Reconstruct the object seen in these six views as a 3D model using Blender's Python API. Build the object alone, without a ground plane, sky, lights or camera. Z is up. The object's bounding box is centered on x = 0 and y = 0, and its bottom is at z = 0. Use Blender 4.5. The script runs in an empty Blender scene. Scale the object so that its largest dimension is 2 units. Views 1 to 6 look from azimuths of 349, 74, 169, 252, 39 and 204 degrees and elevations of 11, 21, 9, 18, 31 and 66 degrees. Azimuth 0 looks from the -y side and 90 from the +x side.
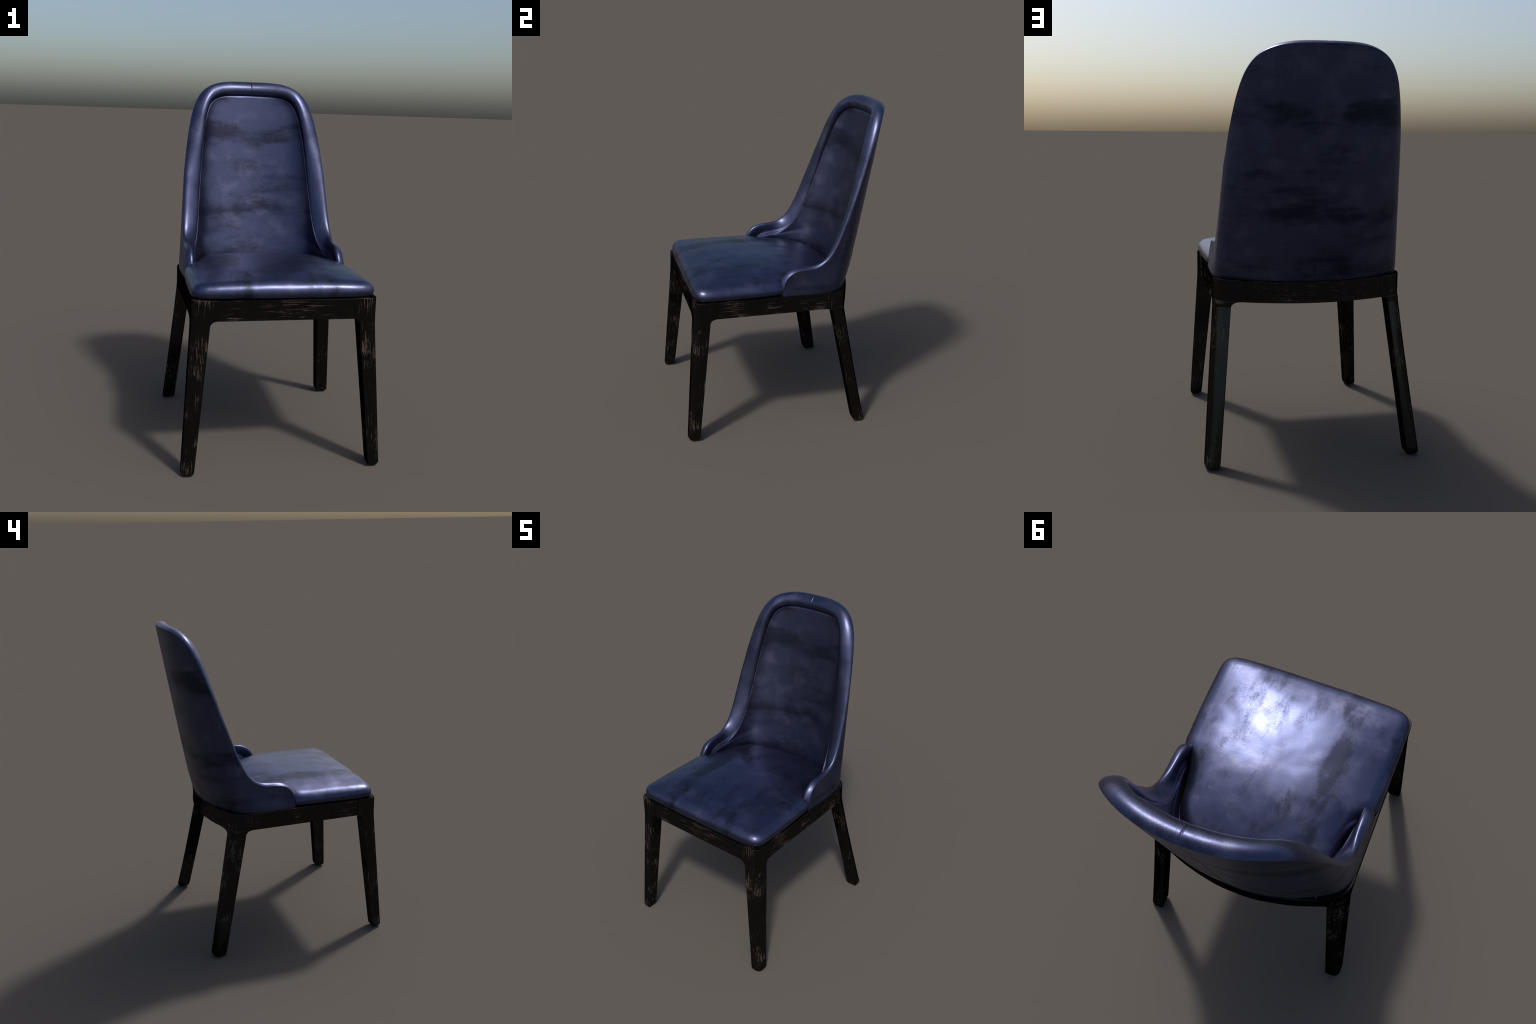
"""Upholstered dining chair: blue leather seat and winged backrest on a dark ebonised wood frame."""
import bpy, math
import numpy as np
from mathutils import Vector, noise

# ------------------------------------------------------------------ helpers
def mesh_object(name, verts, faces, material, parent=None, smooth=True, sharp=None):
    me = bpy.data.meshes.new(name)
    me.from_pydata([tuple(map(float, v)) for v in verts], [], faces)
    me.validate()
    me.update()
    if smooth:
        me.polygons.foreach_set("use_smooth", [True] * len(me.polygons))
        if sharp is not None:
            me.set_sharp_from_angle(angle=math.radians(sharp))
    ob = bpy.data.objects.new(name, me)
    bpy.context.scene.collection.objects.link(ob)
    ob.data.materials.append(material)
    if parent is not None:
        ob.parent = parent
    return ob


def grid_faces(rows, cols, close_cols=False, flip=False):
    out = []
    for r in range(rows - 1):
        for c in range(cols if close_cols else cols - 1):
            d = (c + 1) % cols
            q = (r * cols + c, r * cols + d, (r + 1) * cols + d, (r + 1) * cols + c)
            out.append(q[::-1] if flip else q)
    return out


def unit(a):
    return a / np.maximum(np.linalg.norm(a, axis=-1, keepdims=True), 1e-9)


def hermite(knots, pts, t):
    """Smooth curve through pts (monotone knots), limited tangents so that it does not overshoot."""
    knots, pts, t = np.asarray(knots, float), np.asarray(pts, float), np.asarray(t, float)
    h = np.diff(knots)[:, None]
    d = np.diff(pts, axis=0) / h
    m = np.zeros_like(pts)
    m[1:-1] = (d[:-1] * h[1:] + d[1:] * h[:-1]) / (h[1:] + h[:-1])
    m[0], m[-1] = d[0], d[-1]
    k = np.clip(np.searchsorted(knots, t, side="right") - 1, 0, len(knots) - 2)
    hk = h[k]
    u = ((t - knots[k])[:, None]) / hk
    return ((2 * u**3 - 3 * u**2 + 1) * pts[k] + (u**3 - 2 * u**2 + u) * hk * m[k]
            + (-2 * u**3 + 3 * u**2) * pts[k + 1] + (u**3 - u**2) * hk * m[k + 1])


def smoothstep(a, b, x):
    u = np.clip((x - a) / (b - a), 0, 1)
    return u * u * (3 - 2 * u)


# ------------------------------------------------------------------ materials
class Nodes:
    def __init__(self, name):
        self.mat = bpy.data.materials.new(name)
        self.mat.use_nodes = True
        self.t = self.mat.node_tree
        self.t.nodes.clear()
        self.out = self.t.nodes.new("ShaderNodeOutputMaterial")
        self.bsdf = self.t.nodes.new("ShaderNodeBsdfPrincipled")
        self.t.links.new(self.bsdf.outputs[0], self.out.inputs[0])
        self.coord = self.t.nodes.new("ShaderNodeTexCoord").outputs["Object"]

    def link(self, a, b):
        self.t.links.new(a, b)

    def put(self, sock, v):
        if isinstance(v, bpy.types.NodeSocket):
            self.link(v, sock)
        else:
            sock.default_value = v

    def mapped(self, scale, loc=(0, 0, 0)):
        n = self.t.nodes.new("ShaderNodeMapping")
        n.inputs["Scale"].default_value = scale
        n.inputs["Location"].default_value = loc
        self.link(self.coord, n.inputs["Vector"])
        return n.outputs[0]

    def noise(self, vec, scale=1.0, detail=4.0, rough=0.55, distort=0.0):
        n = self.t.nodes.new("ShaderNodeTexNoise")
        self.link(vec, n.inputs["Vector"])
        n.inputs["Scale"].default_value = scale
        n.inputs["Detail"].default_value = detail
        n.inputs["Roughness"].default_value = rough
        n.inputs["Distortion"].default_value = distort
        return n.outputs["Fac"]

    def math(self, op, a, b=0.0, clamp=False):
        n = self.t.nodes.new("ShaderNodeMath")
        n.operation = op
        n.use_clamp = clamp
        self.put(n.inputs[0], a)
        self.put(n.inputs[1], b)
        return n.outputs[0]

    def span(self, v, a, b, lo=0.0, hi=1.0):
        n = self.t.nodes.new("ShaderNodeMapRange")
        n.interpolation_type = "SMOOTHSTEP"
        self.put(n.inputs["Value"], v)
        n.inputs["From Min"].default_value = a
        n.inputs["From Max"].default_value = b
        n.inputs["To Min"].default_value = lo
        n.inputs["To Max"].default_value = hi
        return n.outputs["Result"]

    def mix(self, f, a, b):
        n = self.t.nodes.new("ShaderNodeMix")
        n.data_type = "RGBA"
        self.put(n.inputs[0], f)
        for s, v in ((n.inputs[6], a), (n.inputs[7], b)):
            self.put(s, v if isinstance(v, bpy.types.NodeSocket) else (*v, 1.0))
        return n.outputs[2]

    def axis(self, i):
        n = self.t.nodes.new("ShaderNodeSeparateXYZ")
        self.link(self.coord, n.inputs[0])
        return n.outputs[i]

    def bump(self, h, strength, dist, normal=None):
        n = self.t.nodes.new("ShaderNodeBump")
        n.inputs["Strength"].default_value = strength
        n.inputs["Distance"].default_value = dist
        self.put(n.inputs["Height"], h)
        if normal is not None:
            self.link(normal, n.inputs["Normal"])
        return n.outputs[0]


def leather(name, along, bands, band_axis, gloss, blotch=0.0):
    """Waxed navy leather. along: stretch of the stains; bands: (position, half width, weight)
    of the darker worn stripes across axis band_axis."""
    m = Nodes(name)
    stain = m.noise(m.mapped(along, (1.7, 4.1, 2.3)), 1.0, 6, 0.62)
    cloud = m.noise(m.mapped((9, 9, 9), (3, 1, 8)), 1.0, 4, 0.6)
    grit = m.noise(m.mapped((230, 230, 230)), 1.0, 2, 0.6)
    fibre_scale = [150, 150, 150]
    fibre_scale[1 if band_axis == 0 else 2] = 150
    fibre_scale[2 if band_axis == 2 else 0] = 22
    fibre = m.noise(m.mapped(tuple(fibre_scale)), 1.0, 2, 0.5)
    warp = m.math("MULTIPLY", m.math("SUBTRACT", m.noise(m.mapped((3, 3, 3)), 1.0, 3), 0.5), 0.08)
    pos = m.math("ADD", m.axis(band_axis), warp)
    band = 0.0
    for c, w, k in bands:
        d = m.math("ABSOLUTE", m.math("SUBTRACT", pos, c))
        band = m.math("ADD", band, m.span(d, 0.0, w, k, 0.0))
    # stains are broken up by fine grit at their borders
    s = m.math("ADD", stain, m.math("MULTIPLY", m.math("SUBTRACT", grit, 0.5), 0.36))
    patchy = m.span(m.noise(m.mapped((4.5, 4.5, 4.5), (6, 6, 1)), 1.0, 3), 0.35, 0.65, 0.55, 1.15)
    s = m.math("ADD", s, m.math("MULTIPLY", m.math("MULTIPLY", band, patchy), 0.20))
    if blotch:
        spots = m.noise(m.mapped((17, 13, 15), (5, 2, 9)), 1.0, 3, 0.6)
        s = m.math("ADD", s, m.math("MULTIPLY", m.math("SUBTRACT", spots, 0.42), blotch))
    dark = m.span(s, 0.50, 0.78)
    pale = m.span(m.math("ADD", cloud, m.math("MULTIPLY", m.math("SUBTRACT", fibre, 0.5), 0.18)), 0.47, 0.78)
    col = m.mix(m.math("MULTIPLY", pale, 0.8), LEATHER_BLUE, LEATHER_PALE)
    col = m.mix(m.math("MULTIPLY", dark, 0.9), col, LEATHER_DARK)
    m.link(col, m.bsdf.inputs["Base Color"])
    rough = m.math("ADD", gloss, m.math("MULTIPLY", dark, 0.06))
    rough = m.math("ADD", rough, m.math("MULTIPLY", m.math("SUBTRACT", cloud, 0.5), 0.22))
    m.link(rough, m.bsdf.inputs["Roughness"])
    m.bsdf.inputs["Metallic"].default_value = 0.95
    n = m.bump(grit, 0.06, 0.002)
    m.link(m.bump(fibre, 0.03, 0.002, n), m.bsdf.inputs["Normal"])
    return m.mat


def wood(name, grain):
    """Ebonised open-pored wood: glossy black with brown streaks along the grain."""
    m = Nodes(name)
    fine = m.noise(m.mapped(grain, (2.2, 5.1, 0.7)), 1.0, 5, 0.65, 0.4)
    worn = m.noise(m.mapped((7, 7, 7), (9, 2, 4)), 1.0, 3, 0.6)
    s = m.math("ADD", fine, m.math("MULTIPLY", m.math("SUBTRACT", worn, 0.5), 0.65))
    streak = m.span(s, 0.58, 0.70)
    tone = m.mix(worn, (0.034, 0.022, 0.016), (0.072, 0.051, 0.042))
    m.link(m.mix(streak, (0.0015, 0.0014, 0.0013), tone), m.bsdf.inputs["Base Color"])
    m.link(m.span(streak, 0, 1, 0.07, 0.42), m.bsdf.inputs["Roughness"])
    rim = m.t.nodes.new("ShaderNodeLayerWeight")
    rim.inputs["Blend"].default_value = 0.5
    m.link(m.span(rim.outputs["Facing"], 0.15, 0.70, 0.34, 0.0), m.bsdf.inputs["Specular IOR Level"])
    m.link(m.bump(fine, 0.12, 0.002), m.bsdf.inputs["Normal"])
    return m.mat


LEATHER_BLUE = (0.056, 0.064, 0.122)
LEATHER_PALE = (0.098, 0.103, 0.165)
LEATHER_DARK = (0.018, 0.021, 0.037)

mat_back = leather("leather_back", (2.4, 2.4, 8.5), ((1.69, 0.10, 1.0), (1.225, 0.09, 1.0), (1.42, 0.05, 0.6), (1.975, 0.04, 0.6), (.96, .08, .5)), 2, .395, 0.14)
mat_trim = leather("leather_trim", (3.5, 3.5, 5.0), ((1.975, 0.03, 0.5),), 2, .38)
mat_seat = leather("leather_seat", (8.0, 3.6, 3.6), ((-0.22, 0.07, 0.9), (0.235, 0.06, 0.6)), 0, .36, 0.34)
mat_wood_z = wood("wood_upright", (170, 170, 5.5))
mat_wood_x = wood("wood_crosswise", (5.5, 170, 170))
mat_wood_y = wood("wood_lengthwise", (170, 5.5, 170))

# ------------------------------------------------------------------ the chair
chair = bpy.data.objects.new("upholstered_dining_chair", None)
bpy.context.scene.collection.objects.link(chair)
chair["label"] = "dining chair with navy leather winged back, padded seat and dark wooden legs"
chair["category"] = "dining chair"

RAIL_LOW, RAIL_TOP = 0.797, 0.905

# ---- backrest: half profile, from the middle of the top edge to the tip of the arm.
# rim  = sharp outer edge, foot = where the shell's wall meets the frame below that rim point,
# lip  = groove between the padded edge and the inner panel, sole = foot of the inner panel
rim = [(0, .646, 1.988), (.070, .643, 1.988), (.137, .634, 1.987), (.185, .621, 1.983), (.222, .607, 1.976), (.272, .582, 1.959),
       (.308, .558, 1.937), (.336, .537, 1.903), (.360, .515, 1.858), (.377, .492, 1.805), (.392, .468, 1.744),
       (.404, .445, 1.675), (.416, .420, 1.601), (.425, .394, 1.519), (.433, .374, 1.463), (.438, .347, 1.385),
       (.444, .316, 1.298), (.447, .293, 1.234), (.450, .270, 1.184), (.452, .247, 1.140), (.453, .217, 1.104),
       (.453, .186, 1.078), (.452, .148, 1.060), (.452, .100, 1.055), (.453, .049, 1.054), (.455, .003, 1.048),
       (.456, -.029, 1.028), (.458, -.050, .996), (.462, -.060, .953), (.466, -.062, .906)]
foot = [(0, .455), (.070, .453), (.137, .444), (.185, .434), (.222, .424), (.275, .407), (.320, .386), (.352, .369), (.383, .352),
        (.405, .338), (.424, .324), (.440, .309), (.451, .294), (.459, .279), (.465, .264), (.469, .248), (.473, .226),
        (.4745, .207), (.4755, .190), (.476, .174), (.4765, .155), (.477, .135), (.477, .107), (.476, .068), (.475, .030),
        (.474, -.004), (.473, -.032), (.472, -.050), (.471, -.059), (.470, -.062)]
lip = [(0, .578, 1.916), (.055, .576, 1.916), (.107, .571, 1.915), (.147, .565, 1.913), (.178, .558, 1.909), (.213, .547, 1.899),
       (.236, .535, 1.885), (.256, .524, 1.865), (.273, .508, 1.832), (.286, .490, 1.787), (.298, .470, 1.728),
       (.309, .447, 1.655), (.318, .424, 1.580), (.325, .402, 1.500), (.330, .386, 1.442), (.336, .364, 1.365),
       (.343, .335, 1.285), (.347, .312, 1.222), (.351, .292, 1.172), (.357, .266, 1.120), (.364, .234, 1.070),
       (.376, .196, 1.030), (.386, .156, 1.006), (.393, .110, .997), (.397, .070, .989), (.399, .038, .976),
       (.401, .014, .956), (.404, -.002, .936), (.408, -.008, .918), (.410, -.010, .902)]
sole = [(0, .383), (.055, .381), (.107, .376), (.147, .369), (.178, .361), (.210, .350), (.234, .339), (.256, .327), (.276, .314),
        (.293, .301), (.308, .288), (.321, .275), (.331, .263), (.338, .252), (.344, .241), (.349, .230), (.354, .218),
        (.358, .207), (.362, .195), (.367, .181), (.373, .165), (.381, .143), (.389, .119), (.397, .090), (.403, .062),
        (.407, .038), (.410, .018), (.411, .005), (.413, .000), (.414, -.002)]
# height of the padded half-round above the line from rim to lip
swell = [.046, .046, .046, .046, .046, .045, .045, .044, .042, .040, .036, .032, .029, .025, .024, .021, .020, .019, .018, .018,
         .013, .014, .015, .016, .017, .018, .021, .027, .033, .036]
# the fullest part of the roll leans to the rim (+) or to the lip (-)
lean = [0, 0, 0, 0, 0, -.05, -.15, -.25, -.3, -.3, -.3, -.25, -.15, 0, .1, .2, .3, .4, .5, .5, .9, 1.3, 1.8, 2.2, 2.2, 2.2, 1.9, 1.3, .8, .5]

rim, lip = np.array(rim), np.array(lip)
foot = np.array([(x, y, RAIL_TOP - .002) for x, y in foot])
sole = np.array([(x, y, .90) for x, y in sole])
knots = np.concatenate([[0], np.cumsum(np.linalg.norm(np.diff(rim, axis=0), axis=1))])
knots = knots / knots[-1]
SEAM = .0035
EVEN = np.linspace(-1, 1, 801)
half = np.unique(np.concatenate([[0, .4 * SEAM, .8 * SEAM, 1.3 * SEAM, 2 * SEAM], np.linspace(0.012, 1, 190)]))


def fair(c, passes):
    """irons out the last unevenness of a sampled curve, ends held"""
    c = c.copy()
    for _ in range(passes):
        c[1:-1] = (c[:-2] + 2 * c[1:-1] + c[2:]) / 4
    return c


def whole(a):
    """values on the half curve -> the whole curve, left arm tip to right arm tip"""
    k = np.concatenate([-knots[:0:-1], knots])
    mirrored = a[:0:-1].copy()
    if a.shape[1] == 3:
        mirrored[:, 0] *= -1
    full = np.concatenate([mirrored, a])
    t = np.concatenate([-half[:0:-1], half])
    h = hermite(np.concatenate([-knots[:0:-1], knots]), full, EVEN)
    h = fair(h, 120)
    return np.stack([np.interp(t, EVEN, h[:, j]) for j in range(h.shape[1])], 1), t


R, T = whole(rim)
F, _ = whole(foot)
L, _ = whole(lip)
S, _ = whole(sole)
H = whole(np.array(swell)[:, None])[0][:, 0]
LEAN = whole(np.array(lean)[:, None])[0][:, 0]
N = len(T)
seam = np.exp(-(T / (.45 * SEAM)) ** 2)          # the stitched seam in the middle

tangent = unit(np.gradient(R, axis=0) + np.gradient(L, axis=0))
chord = L - R
normal = unit(np.cross(chord, tangent))
if normal[N // 2][2] < 0:
    normal = -normal

# outer shell
rows = np.concatenate([np.linspace(0, .12, 7), np.linspace(.16, 1, 26)])
planar = unit(np.cross(np.gradient(F, axis=0), [0, 0, 1]))
if planar[N // 2][1] < 0:
    planar = -planar
# the wall is a little fuller than straight lines from foot to rim round the rear corners, and hollow at the sides
xf = np.abs(F[:, 0])
fuller = np.interp(xf, [0, .15, .28, .36, .42, .455], [.006, .009, .012, .010, .005, 0]) * (F[:, 1] > .1)
hollow = smoothstep(.466, .474, xf) * .004
verts = []
for v in rows:
    P = F * (1 - v) + R * v
    height = (P[:, 2] - F[:, 2])
    tuck = .004 * np.clip(1 - height / .05, 0, 1) ** 2
    ridge = .0025 * seam * smoothstep(1.0, .97, v)
    P[:, 1] += fuller * smoothstep(0, .16, v) * (1 - v) ** .7
    verts.append(P - planar * (tuck + ridge + hollow * math.sin(math.pi * v))[:, None])
shell = mesh_object("backrest", np.concatenate(verts), grid_faces(len(rows), N), mat_back, chair)

near_end = smoothstep(.975, .82, np.abs(T))[:, None]

# padded edge roll
verts = []
STEPS = 30
GROOVE = .008
for i in range(STEPS + 1):
    a = math.pi * i / STEPS
    c, s = math.cos(a), math.sin(a)
    c, s = math.copysign(abs(c) ** .9, c), s ** (.9 if c > 0 else .62)
    bulge = H * s * np.maximum(1 + LEAN * c, .12) - .0026 * seam * smoothstep(0, .3, s)
    dive = GROOVE * near_end[:, 0] * max(0, -c) ** 2.2
    verts.append((R + L) / 2 - chord * .5 * c + normal * (bulge - dive)[:, None])
verts.append(L - normal * (GROOVE * near_end + .006) + unit(chord) * .002)
roll = mesh_object("edge_roll", np.concatenate(verts), grid_faces(STEPS + 2, N), mat_trim, shell)

# inner panel: a turned-in border along the groove, then ribs that run across from side to side
spine_z = [.88, 1.00, 1.10, 1.20, 1.35, 1.50, 1.65, 1.80, 1.916, 1.95]
spine_y = np.array([.380, .406, .428, .449, .4805, .510, .536, .559, .577, .582])[:, None]


def spine(z):
    return hermite(spine_z, spine_y, np.clip(z, .88, 1.95))[:, 0]


def bow(z):
    return np.interp(z, [1.25, 1.5, 1.7, 1.9], [.122, .104, .074, .048])


def wall(u, z):
    """how far the panel comes forward of its middle at share u of the full half width: broad bow, then the side wall"""
    return bow(z) * u**2 + .31 * u**11


def rib(x_edge, y_edge, z_edge, u, z=None):
    """point at share u (0 middle, 1 edge) of the rib that ends at the given edge point"""
    lo, hi = np.zeros_like(z_edge), np.full_like(z_edge, 1.05)
    for _ in range(40):
        m = (lo + hi) / 2
        short = wall(m, z_edge) < spine(z_edge) - y_edge
        lo, hi = np.where(short, m, lo), np.where(short, hi, m)
    fit = (spine(z_edge) - y_edge) / np.maximum(wall(lo, z_edge), 1e-6)
    z = z_edge if z is None else z
    return x_edge * u, spine(z) - wall(lo * u, z_edge) * fit, z


side_x, side_y, side_z = np.abs(L[:, 0]), L[:, 1], L[:, 2]
ex, ey, ez = rib(side_x, side_y, side_z, .96)
turn = np.column_stack([(ex - side_x) * np.where(L[:, 0] < 0, -1, 1), ey - side_y, 0 * ez])
turn[np.abs(T) < .16] = (0, -.12, -1)                      # along the top edge the panel runs downwards
turn = unit(fair(unit(turn), 30))
across = unit(np.gradient(L, axis=0))
facing = unit(np.cross(across, turn))
facing *= np.where(facing[:, 1] > 0, -1, 1)[:, None]
inward = unit(np.cross(facing, across))
inward *= np.sign(np.einsum("ij,ij->i", inward, turn))[:, None]
facing, inward = unit(fair(facing, 20)), unit(fair(inward, 20))
verts = [L - normal * (GROOVE * near_end + .006) + inward * .001]
for out, depth in ((.0010, .0034), (.0022, .0018), (.0042, .0006), (.0068, .0001), (.0100, 0)):
    verts.append(L + (inward * out - facing * depth) * near_end)
start = verts[-1].copy()
faces = grid_faces(len(verts), N)
verts = np.concatenate(verts)
mid, COLS = N // 2, 81
u = np.sin(np.linspace(-1, 1, COLS) * math.pi / 2)
ribs = []
low_from = next(i for i in range(1, mid) if start[mid + i][2] < 1.22)
z_low = start[mid + low_from][2]
for i in range(1, mid + 1):
    right_end, left_end = start[mid + i], start[mid - i]
    e = right_end
    z_mid = e[2] if i < low_from else np.interp(i, [low_from, mid], [z_low, .885])   # below the wings the ribs spread out evenly
    x, y, z = rib(np.full(COLS, e[0]), np.full(COLS, e[1]), np.full(COLS, e[2]), np.abs(u), z_mid + (e[2] - z_mid) * np.abs(u)**5)
    row = np.column_stack([x * np.sign(u), y, z])
    row[0], row[-1] = left_end, right_end
    ribs.append(row)
base_index = len(verts)
verts = np.concatenate([verts] + ribs)
faces += [tuple(base_index + k for k in f) for f in grid_faces(len(ribs), COLS)]
pad = mesh_object("back_pad", verts, faces, mat_back, shell)
import bmesh
bm = bmesh.new()
bm.from_mesh(pad.data)
bmesh.ops.remove_doubles(bm, verts=bm.verts, dist=1e-5)
bmesh.ops.recalc_face_normals(bm, faces=bm.faces)
bm.to_mesh(pad.data)
bm.free()

# ---- seat cushion
side = [(0, -.602), (.15, -.602), (.30, -.600), (.375, -.597), (.420, -.590), (.454, -.573), (.472, -.546), (.4775, -.510), (.478, -.45),
        (.477, -.30), (.472, -.15), (.468, -.090), (.460, -.063), (.445, -.042), (.427, -.020), (.411, .006), (.399, .040), (.391, .068),
        (.382, .095), (.367, .180), (.350, .240), (.322, .288), (.280, .325), (.220, .357), (.140, .382), (.060, .393), (0, .395)]
side = np.array(side)
k = np.concatenate([[0], np.cumsum(np.linalg.norm(np.diff(side, axis=0), axis=1))])
tt = np.linspace(0, k[-1], 170)
right = hermite(k, side, tt)
loop = np.concatenate([right, (right * [-1, 1])[-2:0:-1]])
M = len(loop)
tan2 = unit(np.roll(loop, -1, 0) - np.roll(loop, 1, 0))
inn = np.stack([-tan2[:, 1], tan2[:, 0]], 1)
for _ in range(6):
    inn = unit(np.roll(inn, 1, 0) + 2 * inn + np.roll(inn, -1, 0))
profile = [(.050, .906), (.016, .906), (.008, .908), (.003, .914), (.0005, .924), (.000, .935), (.002, .945), (.006, .954), (.013, .9625),
           (.022, .9685), (.033, .973), (.046, .9765)]


def crown_z(p, base):
    x, y = p[:, 0], p[:, 1]
    e = np.clip(1 - (np.abs(x) / .46) ** 2.8, 0, 1) * np.clip(1 - (np.abs(y + .12) / .495) ** 3.4, 0, 1)
    z = base + .049 * e - .034 * smoothstep(-.10, .34, y)
    z = z - .009 * smoothstep(.28, .40, np.abs(x)) * smoothstep(-.10, .03, y)
    soft = np.array([noise.noise(Vector((a * 7, b * 7, 3.0))) + .5 * noise.noise(Vector((a * 16, b * 16, 7.0))) for a, b in p])
    return z + .0018 * soft * np.clip(e * 3, 0, 1)


verts = []
for inset, z in profile:
    p = loop + inn * inset
    zz = np.full(M, z) if z < .94 else crown_z(p, z)
    verts.append(np.column_stack([p, zz]))
outer, centre = loop + inn * profile[-1][0], np.array([0, -.10])
RINGS = 26
for i in range(1, RINGS):
    f = 1 - i / RINGS
    p = centre + (outer - centre) * f
    verts.append(np.column_stack([p, crown_z(p, .9765 + .004 * (1 - f * f))]))
count = len(verts)
verts = np.concatenate(verts)
apex = len(verts)
verts = np.vstack([verts, [[0, -.10, crown_z(np.array([[0, -.10]]), .9805)[0]], [0, -.10, .906]]])
faces = grid_faces(count, M, True)
last = (count - 1) * M
faces += [(last + i, last + (i + 1) % M, apex) for i in range(M)]
faces += [((i + 1) % M, i, apex + 1) for i in range(M)]
cushion = mesh_object("seat_cushion", verts, faces, mat_seat, chair)

# hidden board that carries the cushion
deck = loop + inn * .012
top = np.column_stack([deck, np.full(M, .9045)])
low = np.column_stack([deck, np.full(M, .885)])
mesh_object("seat_board", np.concatenate([low, top]), grid_faces(2, M, True) + [tuple(range(M))[::-1], tuple(range(M, 2 * M))], mat_wood_x, chair, True, 40)

keel = F[:, :2] - planar[:, :2] * .014
n = len(keel)
mesh_object("back_board", [(*p, .886) for p in keel] + [(*p, .9025) for p in keel],
            grid_faces(2, n, True) + [tuple(range(n))[::-1], tuple(range(n, 2 * n))], mat_wood_x, chair, True, 40)

# ---- wooden frame
def rounded_quad(corners, radii, n=7):
    """closed plan section: four corners, each rounded with its own radius"""
    pts = []
    for i in range(4):
        p, a, b = (np.array(corners[j], float) for j in (i, i - 1, (i + 1) % 4))
        da, db = unit(a - p), unit(b - p)
        angle = math.acos(np.clip(da @ db, -1, 1))
        cut = min(radii[i] / math.tan(angle / 2), .93 * np.linalg.norm(a - p), .93 * np.linalg.norm(b - p))
        p0, p1 = p + da * cut, p + db * cut
        for j in range(n):
            u = j / (n - 1)
            # conic close to a circular arc
            w = math.sin(angle / 2)
            q = (1 - u) ** 2 * p0 + 2 * w * u * (1 - u) * p + u * u * p1
            pts.append(q / ((1 - u) ** 2 + 2 * w * u * (1 - u) + u * u))
    return pts


def loft(name, sections, material, parent, sharp=50):
    n = len(sections[0][1])
    verts = [(x, y, z) for z, ring in sections for x, y in ring]
    faces = grid_faces(len(sections), n, True)
    faces.append(tuple(range(n))[::-1])
    faces.append(tuple((len(sections) - 1) * n + i for i in range(n)))
    return mesh_object(name, verts, faces, material, parent, True, sharp)


def leg_sections(block, knee, sole_quad, block_r, knee_r, sole_r, knee_z):
    """block = bracket between the rails, knee = section just under the fillet, sole_quad = at the floor"""
    block, knee, sole_quad = (np.array(a, float) for a in (block, knee, sole_quad))
    block_r, knee_r, sole_r = (np.array(a, float) for a in (block_r, knee_r, sole_r))
    centre = sole_quad.mean(0)
    out = [(.007, rounded_quad(centre + (sole_quad - centre) * .80, sole_r * .8)),
           (.0085, rounded_quad(centre + (sole_quad - centre) * .86, sole_r * .9)),
           (.018, rounded_quad(centre + (sole_quad - centre) * .99, sole_r))]
    for u in np.linspace(.04, 1, 9):
        out.append((.010 + (knee_z - .010) * u, rounded_quad(sole_quad * (1 - u) + knee * u, sole_r * (1 - u) + knee_r * u)))
    for a in np.linspace(0, math.pi / 2, 8)[1:]:                     # fillet that flares into the rails
        f, z = 1 - math.cos(a), knee_z + (RAIL_LOW - knee_z) * math.sin(a)
        out.append((z, rounded_quad(knee * (1 - f) + block * f, knee_r * (1 - f) + block_r * f)))
    out.append((RAIL_TOP - .004, rounded_quad(block, block_r)))
    mid = block.mean(0)
    out.append((RAIL_TOP - .001, rounded_quad(mid + (block - mid) * .975, block_r)))
    return out


front = dict(block=[(.3525, -.603), (.4795, -.603), (.4795, -.4755), (.3525, -.4755)],
             knee=[(.387, -.604), (.480, -.604), (.480, -.509), (.387, -.509)],
             sole_quad=[(.460, -.649), (.526, -.649), (.526, -.579), (.460, -.579)],
             block_r=[.003, .046, .003, .004], knee_r=[.004, .046, .004, .006], sole_r=[.005, .030, .005, .006], knee_z=.765)
rear = dict(block=[(.3505, .3855), (.3505, .2225), (.479, .2225), (.479, .323)][::-1],
            knee=[(.398, .363), (.398, .262), (.4795, .262), (.4795, .330)][::-1],
            sole_quad=[(.471, .507), (.471, .428), (.5435, .428), (.5435, .507)][::-1],
            block_r=[.120, .003, .004, .003], knee_r=[.108, .004, .006, .004], sole_r=[.036, .006, .006, .006], knee_z=.765)


def mirrored(sections):
    return [(z, [(-x, y) for x, y in ring][::-1]) for z, ring in sections]


def ccw(sections):
    fixed = []
    for z, ring in sections:
        a = sum(p[0] * q[1] - q[0] * p[1] for p, q in zip(ring, ring[1:] + ring[:1]))
        fixed.append((z, ring if a > 0 else ring[::-1]))
    return fixed


for spec in (front, rear):
    base = ccw(leg_sections(**spec))
    for secs in (base, mirrored(base)):
        leg = loft("leg", secs, mat_wood_z, chair)
        # felt glide under the foot
        c = np.array(secs[0][1]).mean(0)
        ring = [(c[0] + .017 * math.cos(a), c[1] + .017 * math.sin(a)) for a in np.linspace(0, 2 * math.pi, 24, endpoint=False)]
        small = [(c[0] + (x - c[0]) * .88, c[1] + (y - c[1]) * .88) for x, y in ring]
        loft("foot_glide", [(0.0, small), (.002, ring), (.0085, ring)], mat_wood_z, leg, 40)


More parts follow.
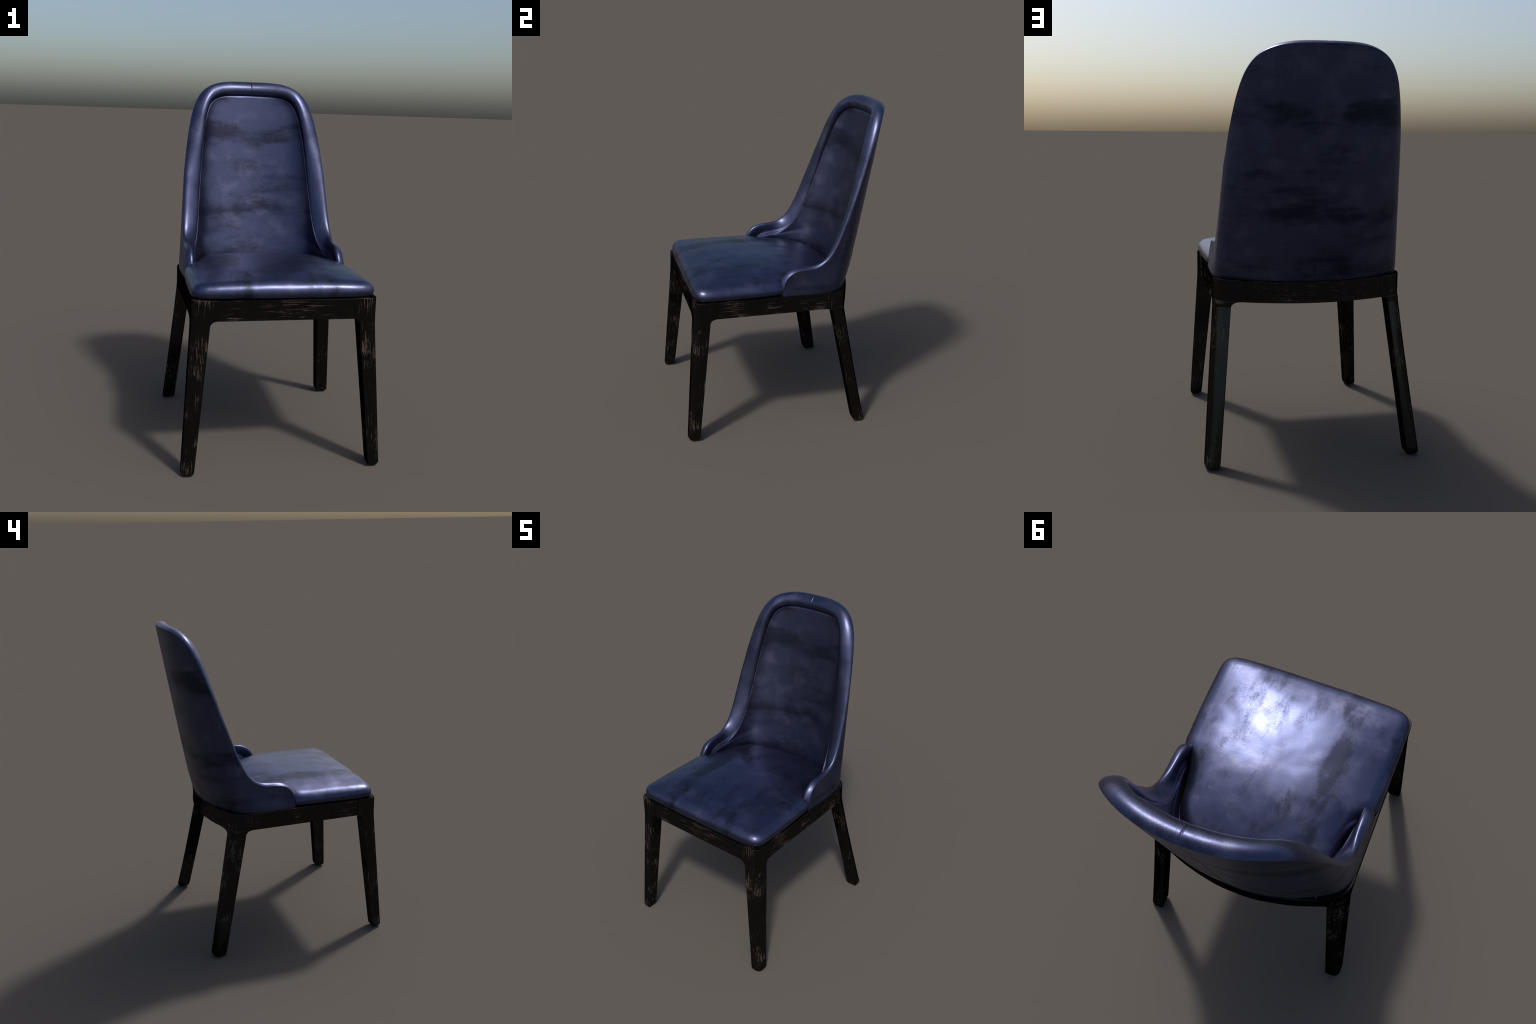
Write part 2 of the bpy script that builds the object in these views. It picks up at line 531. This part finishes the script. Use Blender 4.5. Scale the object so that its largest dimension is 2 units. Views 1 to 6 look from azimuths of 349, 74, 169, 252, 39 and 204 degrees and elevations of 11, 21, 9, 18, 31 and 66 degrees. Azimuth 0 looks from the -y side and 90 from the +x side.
def rail(name, outer_path, thickness, material):
    """bar with softened edges that follows a plan path; outer face on the path"""
    p = np.array(outer_path, float)
    t = unit(np.gradient(p, axis=0))
    n = np.stack([-t[:, 1], t[:, 0]], 1)
    if np.mean(np.einsum("ij,ij->i", n, -p + [0, -.05])) < 0:
        n = -n
    low, high, sag, rec = RAIL_LOW + .002, RAIL_TOP - .003, .0030, .0006
    face = [(rec + sag * (1 - (2 * u - 1) ** 2), low + (high - low) * u) for u in np.linspace(0, 1, 11)]    # face slightly hollow, 3 mm at mid height
    section = [(.0045, RAIL_LOW), (.0022, RAIL_LOW + .0004)] + face + [(.0022, RAIL_TOP - .0018), (.0045, RAIL_TOP - .0015),
               (thickness, RAIL_TOP - .0015), (thickness, RAIL_LOW)]
    verts = [(*(p[i] + n[i] * d), z) for i in range(len(p)) for d, z in section]
    m = len(section)
    faces = grid_faces(len(p), m, True)
    faces += [tuple(range(m))[::-1], tuple((len(p) - 1) * m + i for i in range(m))]
    ob = mesh_object(name, verts, faces, material, chair, True, 40)
    import bmesh
    bm = bmesh.new()
    bm.from_mesh(ob.data)
    bmesh.ops.recalc_face_normals(bm, faces=bm.faces)
    bm.to_mesh(ob.data)
    bm.free()
    return ob


rail("front_rail", [(x, -.6025) for x in np.linspace(-.355, .355, 9)], .045, mat_wood_x)
for sgn in (1, -1):
    rail("side_rail", [(sgn * .4785, y) for y in np.linspace(-.478, .225, 9)], .045, mat_wood_y)
back_plan = np.array([(0, .456), (.08, .4535), (.16, .441), (.225, .4265), (.29, .408), (.350, .3855)])
kk = np.concatenate([-back_plan[:0:-1, 0], back_plan[:, 0]])
yy = np.concatenate([back_plan[:0:-1, 1:], back_plan[:, 1:]])
xs = np.linspace(-.353, .353, 49)
rail("rear_rail", np.column_stack([xs, hermite(kk, yy, xs)[:, 0]]), .045, mat_wood_x)

# outward normals everywhere
import bmesh
for ob in list(bpy.context.scene.objects):
    if ob.type == "MESH" and ob.name.split(".")[0] in ("leg", "foot_glide", "seat_cushion"):
        bm = bmesh.new()
        bm.from_mesh(ob.data)
        bmesh.ops.recalc_face_normals(bm, faces=bm.faces)
        bm.to_mesh(ob.data)
        bm.free()

# flat faces stay flat in shading beside their rounded edges
for ob in list(bpy.context.scene.objects):
    if ob.type == "MESH" and (ob.name.split(".")[0] in ("leg", "foot_glide") or ob.name.split(".")[0].endswith("rail")):
        w = ob.modifiers.new("weighted_normals", "WEIGHTED_NORMAL")
        w.keep_sharp = True
        w.weight = 90
